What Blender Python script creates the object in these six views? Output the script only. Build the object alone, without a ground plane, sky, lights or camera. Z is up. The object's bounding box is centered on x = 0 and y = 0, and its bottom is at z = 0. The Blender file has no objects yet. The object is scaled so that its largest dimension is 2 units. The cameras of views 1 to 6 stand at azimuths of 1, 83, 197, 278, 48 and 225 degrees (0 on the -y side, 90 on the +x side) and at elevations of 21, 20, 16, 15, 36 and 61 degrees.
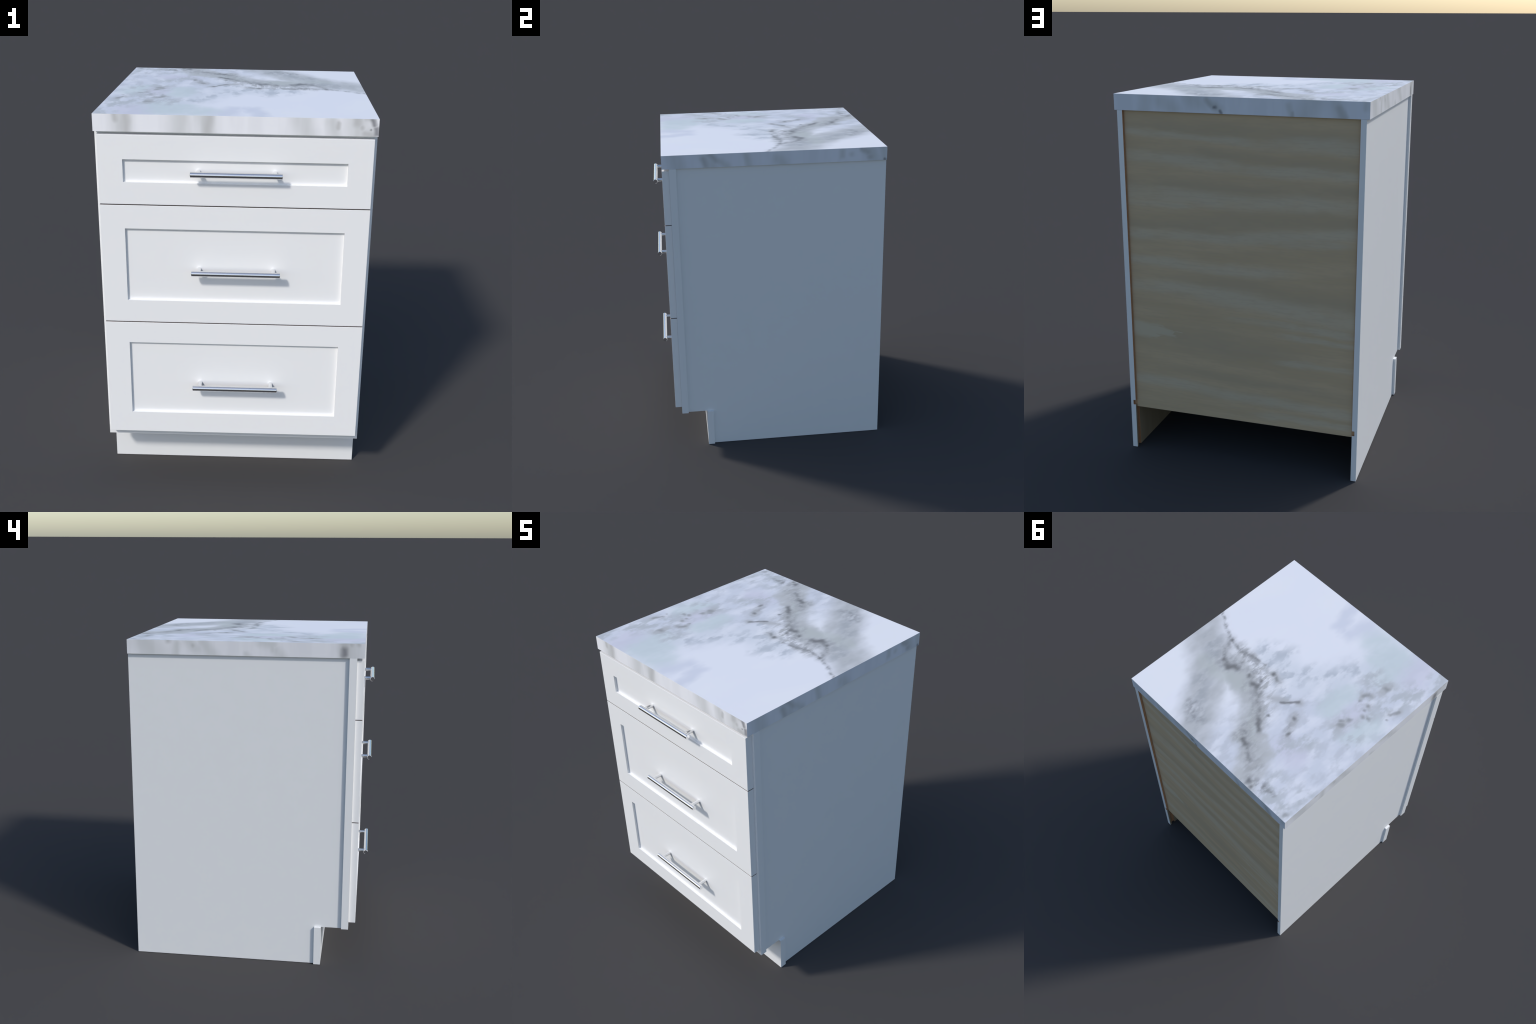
import bpy, bmesh, math
from mathutils import Vector

# ------------------------------------------------------------------ sizes (m)
HALF_W   = 0.6664         # countertop half width
FRAME_HW = 0.6675         # face frame and toe kick half width
SIDE_OUT = 0.652          # outer face of the side panels
SIDE_IN  = 0.6235
Y_SLAB_F, Y_BACK = -0.657, 0.7195
Z_TOP, Z_SLAB = 2.0, 1.9175
Y_FRAME_F, Y_FRAME_B = -0.615, -0.5725
Y_DRAWER = -0.657
Z_KICK = 0.25
Y_KICK_F, Y_KICK_B = -0.4478, -0.4062
RECESS = 0.0148
DRAWER_HW, PANEL_HW = 0.652, 0.5341
# (bottom, top, recess bottom, recess top, handle height)
DRAWERS = [(1.5628, 1.9025, 1.6730, 1.7850, 1.7293),
           (0.9400, 1.5580, 1.0580, 1.4390, 1.2288),
           (0.2925, 0.9352, 0.4095, 0.8211, 0.5892)]
BAR_X0, BAR_X1, BAR_R, BAR_Y = -0.2085, 0.2262, 0.0138, -0.7059
POST_X, POST_R = (-0.1742, 0.1916), 0.0106


# ------------------------------------------------------------------ node help
class Nodes:
    def __init__(self, name):
        self.mat = bpy.data.materials.new(name)
        self.mat.use_nodes = True
        self.t = self.mat.node_tree
        self.t.nodes.clear()
        self.out = self.t.nodes.new('ShaderNodeOutputMaterial')
        self.bsdf = self.t.nodes.new('ShaderNodeBsdfPrincipled')
        self.t.links.new(self.bsdf.outputs[0], self.out.inputs[0])
        self.last = None
        self.obj = self.t.nodes.new('ShaderNodeTexCoord').outputs['Object']

    def put(self, sock, v):
        if hasattr(v, 'is_output'):
            self.t.links.new(v, sock)
        else:
            if sock.type == 'RGBA' and len(v) == 3:
                v = (*v, 1.0)
            sock.default_value = v

    def math(self, op, a, b=None, c=None, clamp=False):
        n = self.t.nodes.new('ShaderNodeMath')
        n.operation = op
        n.use_clamp = clamp
        self.put(n.inputs[0], a)
        if b is not None:
            self.put(n.inputs[1], b)
        if c is not None:
            self.put(n.inputs[2], c)
        return n.outputs[0]

    def vec(self, op, a, b=None, c=None, scale=None):
        n = self.t.nodes.new('ShaderNodeVectorMath')
        n.operation = op
        self.put(n.inputs[0], a)
        if b is not None:
            self.put(n.inputs[1], b)
        if c is not None:
            self.put(n.inputs[2], c)
        if scale is not None:
            self.put(n.inputs['Scale'], scale)
        return n.outputs['Value'] if op in ('LENGTH', 'DOT_PRODUCT', 'DISTANCE') else n.outputs[0]

    def xyz(self, v):
        n = self.t.nodes.new('ShaderNodeSeparateXYZ')
        self.put(n.inputs[0], v)
        return n.outputs

    def comb(self, x, y, z=0.0):
        n = self.t.nodes.new('ShaderNodeCombineXYZ')
        for s, v in zip(n.inputs, (x, y, z)):
            self.put(s, v)
        return n.outputs[0]

    def noise(self, v, scale, detail=3.0, rough=0.5, colour=False, dist=0.0):
        n = self.t.nodes.new('ShaderNodeTexNoise')
        self.put(n.inputs['Vector'], v)
        n.inputs['Scale'].default_value = scale
        n.inputs['Detail'].default_value = detail
        n.inputs['Roughness'].default_value = rough
        n.inputs['Distortion'].default_value = dist
        return n.outputs['Color' if colour else 'Fac']

    def ramp(self, f, a, b, lo=0.0, hi=1.0, smooth=True):
        n = self.t.nodes.new('ShaderNodeMapRange')
        n.interpolation_type = 'SMOOTHSTEP' if smooth else 'LINEAR'
        n.clamp = True
        self.put(n.inputs[0], f)
        for i, v in enumerate((a, b, lo, hi)):
            self.put(n.inputs[1 + i], v)
        return n.outputs[0]

    def mix(self, f, a, b, mode='MIX'):
        n = self.t.nodes.new('ShaderNodeMix')
        n.data_type = 'RGBA'
        n.blend_type = mode
        self.put(n.inputs[0], f)
        self.put(n.inputs[6], a)
        self.put(n.inputs[7], b)
        return n.outputs[2]

    def strokes(self, p, lines, edge=0.15):
        """soft mask along brush strokes; a line is (width, point, point, ...)"""
        d = None
        for w, *pts in lines:
            pairs = list(zip(pts, pts[1:])) or [(pts[0], pts[0])]
            for a, b in pairs:
                g = self.t.nodes.new('ShaderNodeGroup')
                g.node_tree = stroke_group()
                a, b = Vector((*a, 0)), Vector((*b, 0))
                ba = b - a
                self.put(g.inputs['Point'], p)
                g.inputs['Start'].default_value = a
                g.inputs['Along'].default_value = ba
                g.inputs['Inverse Square'].default_value = 1.0 / max(ba.length_squared, 1e-9)
                g.inputs['Inverse Width'].default_value = 1.0 / w
                if self.last is not None:
                    self.put(g.inputs['Before'], self.last)
                if d is not None:
                    self.put(g.inputs['Nearest'], d)
                d = self.last = g.outputs[0]
        return self.ramp(d, 1.0, edge)

    def finish(self, colour, rough, spec=0.5, metallic=0.0):
        self.put(self.bsdf.inputs['Base Color'], colour)
        self.put(self.bsdf.inputs['Roughness'], rough)
        self.bsdf.inputs['Specular IOR Level'].default_value = spec
        self.bsdf.inputs['Metallic'].default_value = metallic
        return self.mat


def stroke_group():
    """node group: distance from a point to a stroke in units of its width,
    or the nearest one so far.  'Before' adds a vanishing offset that makes each
    stroke wait for the last, so that long lists fit the shader's memory."""
    tree = bpy.data.node_groups.get('brush_stroke')
    if tree:
        return tree
    tree = bpy.data.node_groups.new('brush_stroke', 'ShaderNodeTree')
    for name, kind, default in (('Point', 'Vector', None), ('Start', 'Vector', None), ('Along', 'Vector', None),
                                ('Inverse Square', 'Float', 1.0), ('Inverse Width', 'Float', 1.0),
                                ('Before', 'Float', 0.0), ('Nearest', 'Float', 1e6)):
        k = tree.interface.new_socket(name, in_out='INPUT', socket_type='NodeSocket' + kind)
        if default is not None:
            k.default_value = default
    tree.interface.new_socket('Distance', in_out='OUTPUT', socket_type='NodeSocketFloat')
    i = tree.nodes.new('NodeGroupInput').outputs
    o = tree.nodes.new('NodeGroupOutput').inputs

    def node(kind, op, *ins, clamp=False):
        n = tree.nodes.new(kind)
        n.operation = op
        if clamp:
            n.use_clamp = True
        for s, v in zip(n.inputs, ins):
            if hasattr(v, 'is_output'):
                tree.links.new(v, s)
            else:
                s.default_value = v
        return n
    M, V = 'ShaderNodeMath', 'ShaderNodeVectorMath'
    wait = node(M, 'MULTIPLY', i['Before'], 1e-7).outputs[0]
    q = node(V, 'ADD', i['Point'], wait).outputs[0]
    pa = node(V, 'SUBTRACT', q, i['Start']).outputs[0]
    dot = node(V, 'DOT_PRODUCT', pa, i['Along']).outputs['Value']
    h = node(M, 'MULTIPLY', dot, i['Inverse Square'], clamp=True).outputs[0]
    scaled = node(V, 'SCALE', i['Along'])
    tree.links.new(h, scaled.inputs['Scale'])
    off = node(V, 'SUBTRACT', pa, scaled.outputs[0]).outputs[0]
    d = node(V, 'LENGTH', off).outputs['Value']
    d = node(M, 'MULTIPLY', d, i['Inverse Width']).outputs[0]
    d = node(M, 'MINIMUM', d, i['Nearest']).outputs[0]
    tree.links.new(d, o['Distance'])
    return tree


# ------------------------------------------------------------------ materials
WHITE_MARBLE = (0.90, 0.905, 0.932)
SLATE = (0.62, 0.645, 0.675)
DARK = (0.19, 0.19, 0.19)


def paint(name, c1, c2):
    n = Nodes(name)
    f = n.noise(n.obj, 9.0, 3.0)
    c = n.mix(n.ramp(f, 0.35, 0.65), c1, c2)
    return n.finish(c, 0.42, 0.45)


def marble_top():
    n = Nodes('marble_top')
    x, y, _ = n.xyz(n.obj)
    flat = n.comb(x, y)
    drawn = n.comb(x, n.math('MULTIPLY', y, 0.5))       # figure is drawn out along y
    coarse = n.vec('SUBTRACT', n.noise(drawn, 8.0, 2.0, colour=True), (0.5, 0.5, 0.5))
    fine = n.vec('SUBTRACT', n.noise(drawn, 26.0, 1.5, 0.5, colour=True), (0.5, 0.5, 0.5))
    p1 = n.vec('ADD', flat, n.vec('SCALE', coarse, scale=0.10))
    p1 = n.vec('ADD', p1, n.vec('SCALE', fine, scale=0.05))
    p2 = n.vec('ADD', flat, n.vec('SCALE', coarse, scale=0.02))
    p2 = n.vec('ADD', p2, n.vec('SCALE', fine, scale=0.035))
    p1 = n.vec('MULTIPLY', p1, (1, 1, 0))
    p2 = n.vec('MULTIPLY', p2, (1, 1, 0))
    cloud = n.noise(drawn, 9.0, 3.0, 0.55)
    cloud2 = n.noise(n.vec('ADD', drawn, (3.1, 1.7, 0.4)), 17.0, 3.0, 0.55)
    grain = n.noise(drawn, 36.0, 2.0, 0.55)

    def layer(c, lines, edge, colour, amount, tex=None, lo=0.35, hi=0.6, floor=0.0, p=p1):
        m = n.math('MULTIPLY', n.strokes(p, lines, edge), amount)
        if tex is not None:
            m = n.math('MULTIPLY', m, n.ramp(tex, lo, hi, floor, 1.0))
        return n.mix(m, c, colour)

    c = n.mix(n.ramp(n.noise(drawn, 3.0, 2.0), 0.4, 0.6), WHITE_MARBLE, (0.885, 0.89, 0.935))
    # the left half is a shade greyer, with soft drifting smudges
    side = n.ramp(n.math('ADD', x, n.math('MULTIPLY', y, -0.35)), 0.12, -0.30)
    c = n.mix(n.math('MULTIPLY', side, n.ramp(cloud, 0.32, 0.60, 0.35, 1.0)), c, (0.70, 0.725, 0.79))
    c = n.mix(n.math('MULTIPLY', n.math('MULTIPLY', side, n.ramp(cloud2, 0.46, 0.66)), 0.75), c, (0.60, 0.62, 0.665))
    # blue-green patches
    c = layer(c, [(0.17, (-0.17, -0.57), (-0.37, -0.55), (-0.37, -0.42)), (0.12, (-0.27, -0.46)),
                  (0.11, (-0.30, -0.15), (-0.31, 0.02)), (0.13, (-0.52, 0.03), (-0.57, -0.07))],
              0.2, (0.645, 0.72, 0.725), 0.8, cloud, 0.25, 0.55, 0.7)
    # lilac islands
    c = layer(c, [(0.15, (-0.48, -0.64), (-0.52, -0.50)), (0.10, (-0.44, -0.12), (-0.44, 0.03)),
                  (0.13, (-0.31, 0.38), (-0.42, 0.40))], 0.1, (0.70, 0.69, 0.78), 0.8)
    c = layer(c, [(0.10, (-0.06, -0.62), (-0.02, -0.48)), (0.08, (0.14, -0.65), (0.07, -0.48))],
              0.1, (0.71, 0.73, 0.81), 0.8)
    # soft smudges in the middle, fading out towards the clean white corner
    c = layer(c, [(0.14, (0.24, 0.02), (0.10, -0.02), (-0.05, 0.0), (-0.16, -0.15)), (0.10, (-0.2, -0.22), (-0.26, -0.34))],
              0.1, (0.72, 0.75, 0.80), 0.75, cloud, 0.3, 0.55, 0.35)
    c = layer(c, [(0.13, (0.25, -0.01), (0.17, -0.07)), (0.08, (0.12, -0.06), (0.04, 0.02)),
                  (0.09, (-0.03, 0.0), (0.03, 0.09)), (0.08, (-0.12, -0.11), (-0.17, -0.18)),
                  (0.07, (-0.20, -0.24), (-0.25, -0.36)), (0.10, (-0.05, -0.10), (0.0, -0.02)),
                  (0.08, (-0.02, 0.10), (-0.10, 0.14)), (0.08, (0.20, 0.02), (0.10, 0.08))],
              0.0, (0.52, 0.555, 0.60), 0.85, cloud2, 0.42, 0.60)
    c = layer(c, [(0.13, (-0.60, -0.47), (-0.53, -0.22)), (0.10, (-0.63, -0.62), (-0.60, -0.5)),
                  (0.09, (-0.47, -0.34), (-0.33, -0.33)), (0.08, (-0.35, -0.28), (-0.33, -0.38)),
                  (0.08, (-0.637, 0.60), (-0.62, 0.52)), (0.07, (-0.63, 0.69), (-0.57, 0.66)),
                  (0.13, (-0.45, 0.60), (-0.50, 0.68)), (0.08, (-0.53, 0.02), (-0.56, 0.10)),
                  (0.10, (-0.27, 0.42), (-0.38, 0.28)), (0.10, (-0.40, -0.20), (-0.50, -0.12)),
                  (0.10, (-0.44, -0.02), (-0.44, 0.10))],
              0.0, (0.53, 0.555, 0.57), 0.85, cloud2, 0.40, 0.58)
    # two broad grey bands
    c = layer(c, [(0.20, (0.72, 0.11), (0.55, 0.21), (0.42, 0.31)), (0.175, (0.42, 0.31), (0.31, 0.44), (0.21, 0.58), (0.10, 0.74)),
                  (0.13, (0.33, 0.22), (0.21, 0.26))],
              0.22, (0.545, 0.555, 0.56), 1.0, cloud, 0.30, 0.60, 0.68)
    c = layer(c, [(0.11, (0.22, 0.21), (0.06, 0.30), (-0.06, 0.41)), (0.135, (-0.06, 0.41), (-0.16, 0.50), (-0.26, 0.60), (-0.34, 0.74)),
                  (0.08, (-0.17, 0.44), (-0.25, 0.50))],
              0.35, (0.555, 0.565, 0.565), 1.0, cloud2, 0.30, 0.58, 0.65)
    # olive cast where the bands meet
    c = layer(c, [(0.09, (0.46, 0.29), (0.36, 0.31), (0.24, 0.27), (0.16, 0.25)), (0.07, (0.0, 0.32), (-0.10, 0.44), (-0.13, 0.50))],
              0.1, (0.53, 0.56, 0.53), 0.6)
    # shadowy streaks inside the bands
    c = layer(c, [(0.12, (0.55, 0.16), (0.42, 0.24)), (0.09, (0.36, 0.42), (0.28, 0.50)), (0.10, (0.26, 0.56), (0.12, 0.66)),
                  (0.07, (0.40, 0.36), (0.34, 0.46))],
              0.0, (0.41, 0.43, 0.445), 0.8, cloud2, 0.40, 0.64)
    c = layer(c, [(0.06, (0.27, 0.57), (0.20, 0.64), (0.14, 0.64)), (0.085, (0.38, 0.22), (0.29, 0.19)),
                  (0.085, (0.12, 0.22), (0.02, 0.28), (-0.06, 0.36)), (0.07, (-0.06, 0.45), (-0.11, 0.52), (-0.17, 0.55), (-0.28, 0.60)),
                  (0.07, (0.20, 0.15), (0.12, 0.18)), (0.06, (-0.21, 0.21), (-0.24, 0.26), (-0.27, 0.31)),
                  (0.06, (0.36, 0.11), (0.28, 0.10), (0.18, 0.08)), (0.06, (-0.34, 0.69), (-0.42, 0.66))],
              0.0, (0.33, 0.335, 0.35), 0.80, grain, 0.38, 0.66)
    smoke = n.noise(n.comb(x, n.math('MULTIPLY', y, 0.3)), 30.0, 3.0, 0.6)
    c = layer(c, [(0.13, (0.10, 0.17), (0.0, 0.25), (-0.08, 0.36)), (0.10, (-0.10, 0.46), (-0.18, 0.53), (-0.28, 0.62)),
                  (0.10, (0.20, 0.12), (0.10, 0.14)), (0.09, (0.36, 0.10), (0.25, 0.12))],
              0.0, (0.42, 0.425, 0.42), 0.85, smoke, 0.42, 0.62)
    # grey halo round the veins
    c = layer(c, [(0.055, (0.482, 0.076), (0.442, 0.152), (0.383, 0.22), (0.30, 0.215)), (0.05, (0.43, 0.09), (0.275, 0.083)),
                  (0.055, (0.16, 0.20), (0.05, 0.25)), (0.05, (0.05, 0.25), (-0.145, 0.42)),
                  (0.055, (-0.07, 0.46), (-0.158, 0.543)), (0.05, (-0.17, 0.547), (-0.27, 0.60)),
                  (0.045, (0.0, 0.22), (-0.158, 0.109)), (0.05, (-0.21, 0.20), (-0.27, 0.31)), (0.05, (0.11, 0.075), (0.03, 0.09)),
                  (0.06, (-0.43, 0.06), (-0.45, 0.0), (-0.50, -0.09)), (0.05, (-0.38, -0.19), (-0.42, -0.24)),
                  (0.065, (-0.44, -0.29), (-0.46, -0.38)), (0.045, (-0.59, -0.22), (-0.61, -0.28)), (0.05, (-0.454, -0.17))],
              0.0, (0.50, 0.505, 0.51), 0.80, cloud2, 0.30, 0.62, 0.30, p2)
    # the continuous crack from the right-hand edge, forking round a pale island
    c = layer(c, [(0.019, (0.70, -0.04), (0.584, 0.023)), (0.024, (0.584, 0.023), (0.482, 0.076)),
                  (0.022, (0.482, 0.076), (0.374, 0.109), (0.275, 0.083)), (0.016, (0.275, 0.083), (0.185, 0.064)),
                  (0.034, (0.482, 0.076), (0.442, 0.152)), (0.026, (0.442, 0.152), (0.383, 0.22), (0.333, 0.236), (0.292, 0.206)),
                  (0.024, (0.337, 0.099), (0.292, 0.148))],
              0.0, (0.275, 0.28, 0.285), 0.76, grain, 0.32, 0.64, 0.25, p2)
    # the looser vein running back, broken up by the grain
    c = layer(c, [(0.036, (0.10, 0.21), (0.06, 0.24)), (0.024, (0.06, 0.24), (-0.04, 0.325)),
                  (0.026, (-0.05, 0.345), (-0.09, 0.372), (-0.145, 0.42)),
                  (0.036, (-0.081, 0.475), (-0.108, 0.518), (-0.158, 0.543)), (0.022, (-0.17, 0.547), (-0.24, 0.591)),
                  (0.026, (-0.42, 0.65), (-0.50, 0.65)), (0.030, (0.194, 0.188), (0.13, 0.215)), (0.022, (0.096, 0.08), (0.037, 0.09))],
              0.0, (0.275, 0.28, 0.28), 0.76, grain, 0.33, 0.64, 0.25, p2)
    # the darkest spots
    c = layer(c, [(0.036, (0.34, 0.238), (0.29, 0.208)), (0.030, (0.385, 0.217)), (0.022, (0.46, 0.085)),
                  (0.034, (0.135, 0.218), (0.10, 0.20)), (0.024, (0.112, 0.16)), (0.022, (0.096, 0.075)), (0.022, (0.194, 0.188)),
                  (0.028, (-0.085, 0.37), (-0.134, 0.413)), (0.018, (-0.085, 0.185), (-0.158, 0.109)),
                  (0.036, (-0.335, 0.687)), (0.022, (-0.372, 0.70)), (0.024, (-0.218, 0.211)), (0.028, (-0.268, 0.307)),
                  (0.022, (-0.097, 0.303)), (0.028, (-0.108, 0.518), (-0.14, 0.535))],
              0.0, DARK, 0.80, None, p=p2)
    c = layer(c, [(0.026, (-0.444, -0.015)), (0.026, (-0.43, 0.05), (-0.45, 0.04)), (0.026, (-0.491, -0.085)),
                  (0.026, (-0.39, -0.205), (-0.41, -0.23)), (0.034, (-0.45, -0.335)), (0.020, (-0.59, -0.225), (-0.61, -0.275)),
                  (0.016, (-0.602, -0.178)), (0.024, (-0.454, -0.17)), (0.028, (-0.631, 0.683)), (0.026, (-0.52, -0.10)),
                  (0.022, (-0.42, 0.02)), (0.022, (-0.47, -0.13)), (0.020, (-0.40, -0.16))],
              0.0, (0.29, 0.295, 0.295), 0.66, None, p=p2)
    return n.finish(c, 0.5, 0.4)


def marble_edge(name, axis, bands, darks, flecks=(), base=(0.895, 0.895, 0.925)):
    """edge of the slab: upright grey streaks; points are (position, height)"""
    n = Nodes(name)
    s = n.xyz(n.obj)
    u, h = s[axis], s[2]
    flat = n.comb(u, h)
    wob = n.vec('SUBTRACT', n.noise(n.vec('MULTIPLY', flat, (1, 0.5, 1)), 22.0, 1.5, colour=True), (0.5, 0.5, 0.5))
    p = n.vec('MULTIPLY', n.vec('ADD', flat, n.vec('SCALE', wob, scale=0.025)), (1, 1, 0))
    streak = n.noise(n.vec('MULTIPLY', flat, (1, 0.12, 1)), 14.0, 3.0)
    c = n.mix(n.ramp(streak, 0.38, 0.62), base, tuple(v * 0.95 for v in base))
    m = n.math('MULTIPLY', n.strokes(p, bands, 0.0), n.ramp(streak, 0.3, 0.6, 0.7, 1.0))
    c = n.mix(n.math('MULTIPLY', m, 0.85), c, (0.64, 0.65, 0.655))
    m = n.strokes(p, darks, 0.0)
    c = n.mix(n.math('MULTIPLY', m, 0.8), c, (0.54, 0.54, 0.54))
    if flecks:
        m = n.strokes(p, flecks, 0.0)
        c = n.mix(n.math('MULTIPLY', m, 0.85), c, (0.22, 0.22, 0.24))
    return n.finish(c, 0.5, 0.35)


def plywood(name, u_axis, streaks, darks, tone=1.0, brown_at=None, patch=None):
    n = Nodes(name)
    s = n.xyz(n.obj)
    u, h = s[u_axis], s[2] if u_axis != 2 else s[1]
    drawn = n.comb(n.math('MULTIPLY', u, 0.10), h)
    slow = n.comb(n.math('MULTIPLY', u, 0.3), h)
    wob = n.math('SUBTRACT', n.noise(slow, 7.0, 3.0, 0.55), 0.5)
    fib = n.math('SUBTRACT', n.noise(n.comb(n.math('MULTIPLY', u, 0.22), h), 45.0, 2.0, 0.6), 0.5)
    SQUASH = 0.15                       # strokes fade slowly along the grain
    p = n.comb(n.math('MULTIPLY', u, SQUASH), n.math('MULTIPLY_ADD', fib, 0.022, n.math('MULTIPLY_ADD', wob, 0.060, h)))
    flat = lambda lines, f=1.0: [(w * f, *[(a * SQUASH, b) for a, b in pts]) for w, *pts in lines]
    grain = n.noise(drawn, 75.0, 4.0, 0.6)
    broad = n.noise(drawn, 14.0, 3.0, 0.5)
    along = n.noise(slow, 10.0, 3.0, 0.6)
    speck = n.noise(slow, 55.0, 3.0, 0.6)
    k = lambda *c: tuple(v * tone for v in c)
    c = n.mix(n.ramp(broad, 0.35, 0.65), k(0.60, 0.455, 0.285), k(0.655, 0.50, 0.32))
    if darks:
        m = n.math('MULTIPLY', n.strokes(p, flat(darks), 0.0), n.ramp(along, 0.3, 0.6, 0.4, 0.95))
        c = n.mix(m, c, k(0.535, 0.42, 0.28))
    if streaks:
        m = n.math('MULTIPLY', n.strokes(p, flat(streaks, 1.0), 0.15), n.ramp(along, 0.30, 0.56, 0.50, 1.0))
        m = n.math('MULTIPLY', m, n.ramp(grain, 0.3, 0.55, 0.7, 1.0))
        c = n.mix(n.math('MULTIPLY', m, 0.72), c, k(0.655, 0.57, 0.43))
    c = n.mix(n.math('MULTIPLY', n.ramp(grain, 0.42, 0.62), 0.34), c, k(0.55, 0.42, 0.285))
    c = n.mix(n.math('MULTIPLY', n.ramp(speck, 0.5, 0.7), 0.22), c, k(0.53, 0.41, 0.27))
    if patch:
        q = n.vec('MULTIPLY_ADD', n.comb(u, h), (1, 1, 0), n.comb(n.math('MULTIPLY', fib, 0.25), n.math('MULTIPLY', wob, 0.05)))
        c = n.mix(n.math('MULTIPLY', n.strokes(q, patch, 0.5), 0.65), c, k(0.66, 0.58, 0.43))
    if brown_at:
        e = n.math('ADD', n.math('ABSOLUTE', u), n.math('MULTIPLY', wob, 0.004))
        c = n.mix(n.math('MULTIPLY', n.ramp(e, brown_at - 0.006, brown_at), 0.8), c, (0.50, 0.28, 0.15))
    return n.finish(c, 0.65, 0.25)


def board_core():
    n = Nodes('board_core')
    f = n.noise(n.obj, 60.0, 3.0)
    return n.finish(n.mix(f, (0.42, 0.21, 0.10), (0.58, 0.32, 0.17)), 0.8, 0.2)


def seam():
    """dark colour on facing drawer edges, painting the shadow inside the gaps"""
    n = Nodes('gap_shadow_paint')
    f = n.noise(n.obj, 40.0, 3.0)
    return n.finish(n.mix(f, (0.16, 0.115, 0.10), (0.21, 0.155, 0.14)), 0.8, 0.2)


def chrome():
    n = Nodes('polished_metal')
    f = n.noise(n.obj, 30.0, 2.0)
    return n.finish((0.82, 0.82, 0.82), n.ramp(f, 0.3, 0.7, 0.10, 0.14), 0.5, 1.0)


M_PAINT = paint('white_paint_dimmed', (0.872, 0.876, 0.876), (0.878, 0.88, 0.88))  # same white as the fronts, darkened partway towards the dimmer left side
M_DOOR = paint('front_white_paint', (0.905, 0.905, 0.905), (0.912, 0.908, 0.904))
M_TOP = marble_top()
M_FRONT = marble_edge(
    'marble_front_edge', 0,
    [(0.085, (-0.54, 2.0), (-0.53, 1.91)), (0.09, (-0.25, 2.0), (-0.255, 1.91)),
     (0.085, (-0.15, 2.0), (-0.135, 1.91)), (0.085, (0.31, 2.0), (0.34, 1.91)),
     (0.06, (0.45, 1.98), (0.47, 1.92)), (0.10, (0.56, 2.0), (0.56, 1.91)), (0.07, (0.63, 1.93), (0.60, 1.91))],
    [(0.022, (-0.562, 2.0), (-0.558, 1.975)), (0.04, (-0.51, 1.99), (-0.51, 1.92)), (0.04, (-0.12, 2.0), (-0.13, 1.93)),
     (0.018, (0.48, 1.975), (0.478, 1.95)), (0.035, (0.565, 2.0), (0.567, 1.975)),
     (0.020, (0.59, 1.955)), (0.025, (0.605, 1.93), (0.64, 1.922)), (0.022, (0.61, 2.0), (0.635, 2.002))],
    [(0.020, (0.636, 1.995), (0.643, 1.975)), (0.022, (0.653, 1.958), (0.660, 1.93)), (0.009, (0.628, 1.95))])
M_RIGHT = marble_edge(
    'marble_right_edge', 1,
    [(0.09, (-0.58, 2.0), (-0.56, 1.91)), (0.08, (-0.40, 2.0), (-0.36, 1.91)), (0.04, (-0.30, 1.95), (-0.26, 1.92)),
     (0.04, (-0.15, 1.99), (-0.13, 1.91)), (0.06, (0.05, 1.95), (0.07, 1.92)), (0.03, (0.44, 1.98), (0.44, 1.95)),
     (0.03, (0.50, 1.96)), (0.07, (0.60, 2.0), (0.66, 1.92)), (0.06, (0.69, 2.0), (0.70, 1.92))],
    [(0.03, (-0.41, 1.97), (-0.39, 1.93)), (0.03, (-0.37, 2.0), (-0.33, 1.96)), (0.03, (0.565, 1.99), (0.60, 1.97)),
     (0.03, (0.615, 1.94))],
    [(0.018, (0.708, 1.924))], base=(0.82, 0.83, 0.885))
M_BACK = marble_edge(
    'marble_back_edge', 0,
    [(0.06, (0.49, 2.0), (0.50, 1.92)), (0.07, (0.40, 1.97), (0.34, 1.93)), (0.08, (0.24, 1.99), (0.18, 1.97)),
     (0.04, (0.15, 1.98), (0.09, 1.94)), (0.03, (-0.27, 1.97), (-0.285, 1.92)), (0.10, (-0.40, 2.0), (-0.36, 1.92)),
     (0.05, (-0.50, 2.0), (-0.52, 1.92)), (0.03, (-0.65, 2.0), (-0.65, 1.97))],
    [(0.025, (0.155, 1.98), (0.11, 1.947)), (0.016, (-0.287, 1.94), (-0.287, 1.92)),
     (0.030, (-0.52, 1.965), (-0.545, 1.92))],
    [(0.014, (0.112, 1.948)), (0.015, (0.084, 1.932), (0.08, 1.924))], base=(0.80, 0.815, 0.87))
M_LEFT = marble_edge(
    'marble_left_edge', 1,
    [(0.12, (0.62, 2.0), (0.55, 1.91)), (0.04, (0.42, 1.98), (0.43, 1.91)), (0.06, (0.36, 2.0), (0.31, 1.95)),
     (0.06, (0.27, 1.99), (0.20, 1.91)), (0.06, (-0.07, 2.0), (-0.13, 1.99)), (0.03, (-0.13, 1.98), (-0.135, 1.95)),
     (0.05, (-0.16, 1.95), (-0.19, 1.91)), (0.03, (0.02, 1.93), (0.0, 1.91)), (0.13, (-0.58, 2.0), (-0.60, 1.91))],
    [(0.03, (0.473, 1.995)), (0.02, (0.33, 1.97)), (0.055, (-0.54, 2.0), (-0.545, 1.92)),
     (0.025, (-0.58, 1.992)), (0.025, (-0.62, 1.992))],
    [(0.030, (-0.541, 1.965), (-0.543, 1.94))], base=(0.835, 0.835, 0.865))
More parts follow.
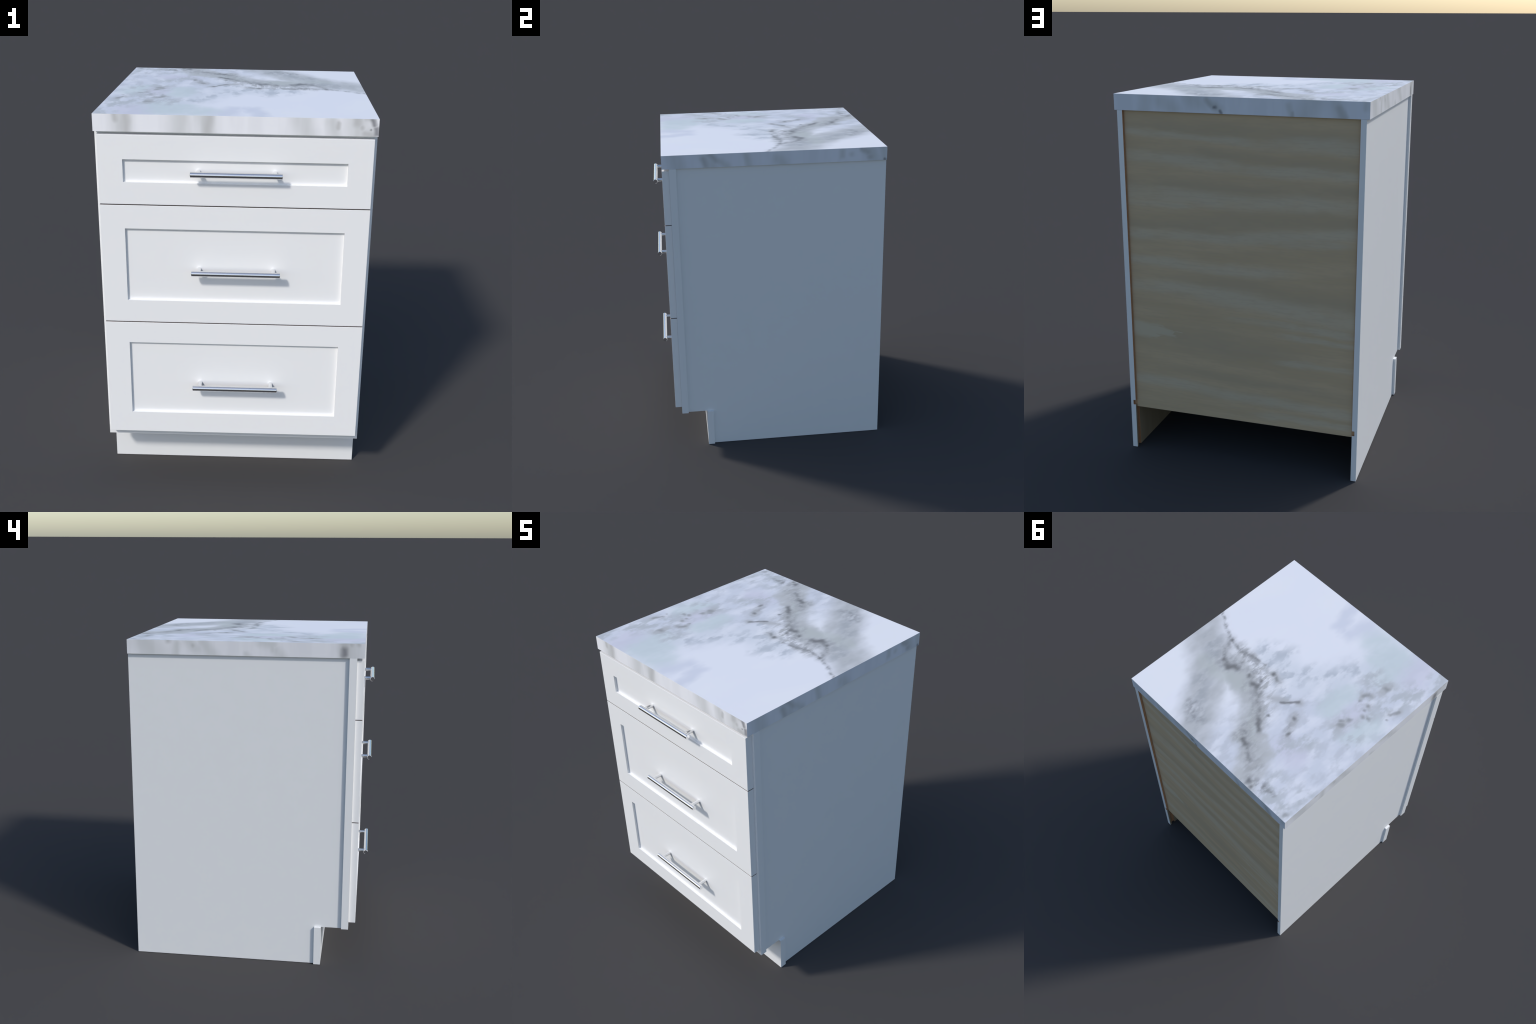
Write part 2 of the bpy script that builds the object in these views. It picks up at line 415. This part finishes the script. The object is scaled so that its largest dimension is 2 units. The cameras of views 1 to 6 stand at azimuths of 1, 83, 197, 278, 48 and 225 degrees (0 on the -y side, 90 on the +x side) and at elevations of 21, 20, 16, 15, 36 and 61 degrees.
M_PLY = plywood(
    'plywood_back', 0,
    [(0.042, (0.66, 1.690), (0.306, 1.676), (0.063, 1.646), (-0.231, 1.632), (-0.65, 1.637)),
     (0.060, (0.66, 1.487), (0.25, 1.480), (-0.085, 1.467), (-0.405, 1.485), (-0.65, 1.485)),
     (0.026, (0.66, 1.440), (0.35, 1.432)),
     (0.045, (0.66, 1.268), (0.255, 1.271), (-0.023, 1.275), (-0.291, 1.316), (-0.65, 1.35)),
     (0.035, (-0.25, 1.27), (-0.45, 1.285)),
     (0.045, (0.66, 1.122), (0.30, 1.115), (-0.10, 1.108)),
     (0.050, (0.66, 0.970), (0.392, 0.985), (0.073, 0.967)), (0.065, (0.073, 0.960), (-0.234, 0.925), (-0.65, 0.875)),
     (0.045, (0.66, 0.440), (0.345, 0.420), (0.017, 0.391), (-0.237, 0.384), (-0.65, 0.370)),
     (0.030, (-0.05, 0.835), (-0.65, 0.813)), (0.025, (-0.30, 0.77), (-0.65, 0.755)),
     (0.055, (-0.30, 1.774), (-0.65, 1.781)), (0.030, (0.60, 1.805), (0.0, 1.785)),
     (0.030, (-0.20, 0.30), (-0.62, 0.30)), (0.025, (-0.30, 0.62), (-0.65, 0.61))],
    [(0.070, (0.424, 1.841), (0.06, 1.833), (-0.231, 1.807), (-0.65, 1.806)),
     (0.055, (0.244, 1.715), (0.003, 1.700), (-0.289, 1.678), (-0.65, 1.680)),
     (0.060, (0.66, 1.536), (0.248, 1.543), (-0.115, 1.530), (-0.65, 1.560)),
     (0.070, (0.191, 1.324), (-0.174, 1.388), (-0.65, 1.41)), (0.040, (0.66, 1.32), (0.30, 1.32)),
     (0.075, (0.073, 1.03), (-0.234, 1.0), (-0.65, 0.965)), (0.11, (0.30, 0.70), (0.05, 0.66)),
     (0.05, (0.2, 0.50), (-0.65, 0.46))],
    brown_at=0.6215, patch=[(0.058, (0.66, 0.735), (0.50, 0.718)), (0.03, (0.50, 0.73), (0.40, 0.715))])
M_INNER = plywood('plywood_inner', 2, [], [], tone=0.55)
M_CORE = board_core()
M_CHROME = chrome()
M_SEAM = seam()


# ------------------------------------------------------------------ geometry
root = bpy.data.objects.new('drawer_base_cabinet', None)
bpy.context.collection.objects.link(root)
root['label'] = 'white three-drawer base cabinet with marble top and bar handles'
root['category'] = 'kitchen cabinet'


def add(name, bm, mats, parent=root, smooth=None):
    me = bpy.data.meshes.new(name)
    bmesh.ops.recalc_face_normals(bm, faces=bm.faces)
    bm.to_mesh(me)
    bm.free()
    for m in mats:
        me.materials.append(m)
    ob = bpy.data.objects.new(name, me)
    bpy.context.collection.objects.link(ob)
    ob.parent = parent
    if smooth is not None:
        for p in me.polygons:
            p.use_smooth = True
        me.set_sharp_from_angle(angle=math.radians(smooth))
    return ob


def box(bm, lo, hi):
    geo = bmesh.ops.create_cube(bm, size=1.0)
    for v in geo['verts']:
        v.co = Vector([(a + b) / 2 + c * (b - a) for a, b, c in zip(lo, hi, v.co)])
    return geo['verts']


def bevel(bm, width, edges=None, seg=2):
    bmesh.ops.bevel(bm, geom=list(edges or bm.edges), offset=width, segments=seg,
                    profile=0.5, affect='EDGES')


def cylinder(bm, a, b, r, seg=40, chamfer=0.0):
    a, b = Vector(a), Vector(b)
    d = (b - a).normalized()
    side = d.orthogonal().normalized()
    up = d.cross(side)
    stops = [(a, r)] + [(b, r)]
    if chamfer:
        stops = [(a, r - chamfer), (a + d * chamfer, r), (b - d * chamfer, r), (b, r - chamfer)]
    rings = []
    for c, rad in stops:
        rings.append([bm.verts.new(c + rad * (math.cos(t) * side + math.sin(t) * up))
                      for t in (2 * math.pi * i / seg for i in range(seg))])
    for p, q in zip(rings, rings[1:]):
        for i in range(seg):
            bm.faces.new((p[i], p[(i + 1) % seg], q[(i + 1) % seg], q[i]))
    bm.faces.new(rings[0][::-1])
    bm.faces.new(rings[-1])


# countertop slab, each edge face with its own figure
bm = bmesh.new()
box(bm, (-HALF_W, Y_SLAB_F, Z_SLAB), (HALF_W, Y_BACK, Z_TOP))
bmesh.ops.recalc_face_normals(bm, faces=bm.faces)
for f in bm.faces:
    nx, ny, nz = f.normal
    f.material_index = 1 if ny < -.5 else 2 if nx > .5 else 3 if ny > .5 else 4 if nx < -.5 else 0
add('countertop', bm, [M_TOP, M_FRONT, M_RIGHT, M_BACK, M_LEFT])


# side panels: notched at the toe kick, grooved for the back, dadoed for the floor
def side_panel():
    top = Z_SLAB - 0.0008
    outline = [(Y_FRAME_B, Z_KICK), (Y_KICK_B, Z_KICK), (Y_KICK_B, 0.0),
               (Y_BACK - 0.0005, 0.0), (Y_BACK - 0.0005, top), (Y_FRAME_B, top)]
    bm = bmesh.new()
    a = [bm.verts.new((SIDE_OUT, y, z)) for y, z in outline]
    b = [bm.verts.new((SIDE_IN, y, z)) for y, z in outline]
    bm.faces.new(a)
    bm.faces.new(b)
    for i in range(len(outline)):
        j = (i + 1) % len(outline)
        bm.faces.new((a[i], a[j], b[j], b[i]))
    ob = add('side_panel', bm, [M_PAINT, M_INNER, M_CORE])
    depth = 0.0137
    for lo, hi in (((SIDE_IN - 0.02, 0.675, -0.1), (SIDE_IN + depth, 0.7050, 2.2)),
                   ((SIDE_IN - 0.02, -0.60, 0.2645), (SIDE_IN + depth, 0.80, 0.2915))):
        cut = bmesh.new()
        box(cut, lo, hi)
        cutter = add('cutter', cut, [])
        mod = ob.modifiers.new('cut', 'BOOLEAN')
        mod.operation = 'DIFFERENCE'
        mod.solver = 'EXACT'
        mod.object = cutter
        dg = bpy.context.evaluated_depsgraph_get()
        me = bpy.data.meshes.new_from_object(ob.evaluated_get(dg))
        ob.modifiers.clear()
        ob.data = me
        bpy.data.objects.remove(cutter)
    ob.data.name = 'side_panel'
    for p in ob.data.polygons:
        x = p.center.x
        y, z = p.center.y, p.center.z
        nx = p.normal.x
        if nx < -0.5:
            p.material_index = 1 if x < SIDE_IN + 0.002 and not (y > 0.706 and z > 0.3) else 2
        elif nx > 0.5:
            p.material_index = 0
        elif x < SIDE_IN + depth and ((0.67 < y < 0.708 and abs(p.normal.y) > .5) or
                                      (0.26 < z < 0.295 and abs(p.normal.z) > .5)):
            p.material_index = 2
        else:
            p.material_index = 0
    return ob


right = side_panel()
mirrored = bmesh.new()                      # the left panel is its mirror image
mirrored.from_mesh(right.data)
for v in mirrored.verts:
    v.co.x = -v.co.x
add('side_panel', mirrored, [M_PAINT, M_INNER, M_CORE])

# face frame: two stiles, top and bottom rail
bm = bmesh.new()
STILE = 0.083
ftop = Z_SLAB - 0.0006
for s in (-1, 1):
    xs = sorted((s * FRAME_HW, s * (FRAME_HW - STILE)))
    box(bm, (xs[0], Y_FRAME_F, Z_KICK), (xs[1], Y_FRAME_B, ftop))
for z0, z1 in ((Z_KICK, 0.33), (1.84, ftop)):
    box(bm, (-FRAME_HW + STILE, Y_FRAME_F, z0), (FRAME_HW - STILE, Y_FRAME_B, z1))
add('face_frame', bm, [M_PAINT])

# toe kick board
bm = bmesh.new()
box(bm, (-FRAME_HW, Y_KICK_F, 0.0), (FRAME_HW, Y_KICK_B, Z_KICK - 0.0006))
add('toe_kick', bm, [M_PAINT])

# back panel in its groove, cabinet floor in its dado
bm = bmesh.new()
box(bm, (-0.6362, 0.680, 0.2496), (0.6362, 0.7041, Z_SLAB - 0.001))
add('back_panel', bm, [M_PLY])
bm = bmesh.new()
box(bm, (-0.6355, Y_FRAME_B + 0.001, 0.2655), (0.6355, 0.677, 0.2905))
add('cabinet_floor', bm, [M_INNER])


# drawer fronts with a sunk panel, each carrying a bar handle
def drawer_front(z0, z1, p0, p1, hz, gap_shadow):
    bm = bmesh.new()
    ylist = (Y_DRAWER, Y_DRAWER + RECESS, Y_FRAME_F - 0.0004)

    def rect(hw, a, b, y):
        return [bm.verts.new(c) for c in ((-hw, y, a), (hw, y, a), (hw, y, b), (-hw, y, b))]
    e = 0.0013
    back = rect(DRAWER_HW, z0, z1, ylist[2])
    edge = rect(DRAWER_HW, z0, z1, ylist[0] + e)
    edge2 = rect(DRAWER_HW - e * 0.3, z0 + e * 0.3, z1 - e * 0.3, ylist[0] + e * 0.3)
    face = rect(DRAWER_HW - e, z0 + e, z1 - e, ylist[0])
    lip = rect(PANEL_HW, p0, p1, ylist[0])
    low = rect(PANEL_HW, p0, p1, ylist[1])
    loops = [back, edge, edge2, face, lip, low]
    for a, b in zip(loops, loops[1:]):
        for i in range(4):
            j = (i + 1) % 4
            f = bm.faces.new((a[i], a[j], b[j], b[i]))
            if a is back and ((i == 0 and gap_shadow[0]) or (i == 2 and gap_shadow[1])):
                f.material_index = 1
    bm.faces.new(back)
    bm.faces.new(low)
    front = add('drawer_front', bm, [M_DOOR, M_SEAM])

    bm = bmesh.new()
    cylinder(bm, (BAR_X0, BAR_Y, hz), (BAR_X1, BAR_Y, hz), BAR_R, 48, 0.0012)
    for x in POST_X:
        cylinder(bm, (x, Y_DRAWER + RECESS + 0.002, hz), (x, BAR_Y, hz), POST_R, 32)
    add('handle', bm, [M_CHROME], parent=front, smooth=40)


for k, d in enumerate(DRAWERS):
    drawer_front(*d, gap_shadow=(k < 2, k > 0))        # (underside, top edge)
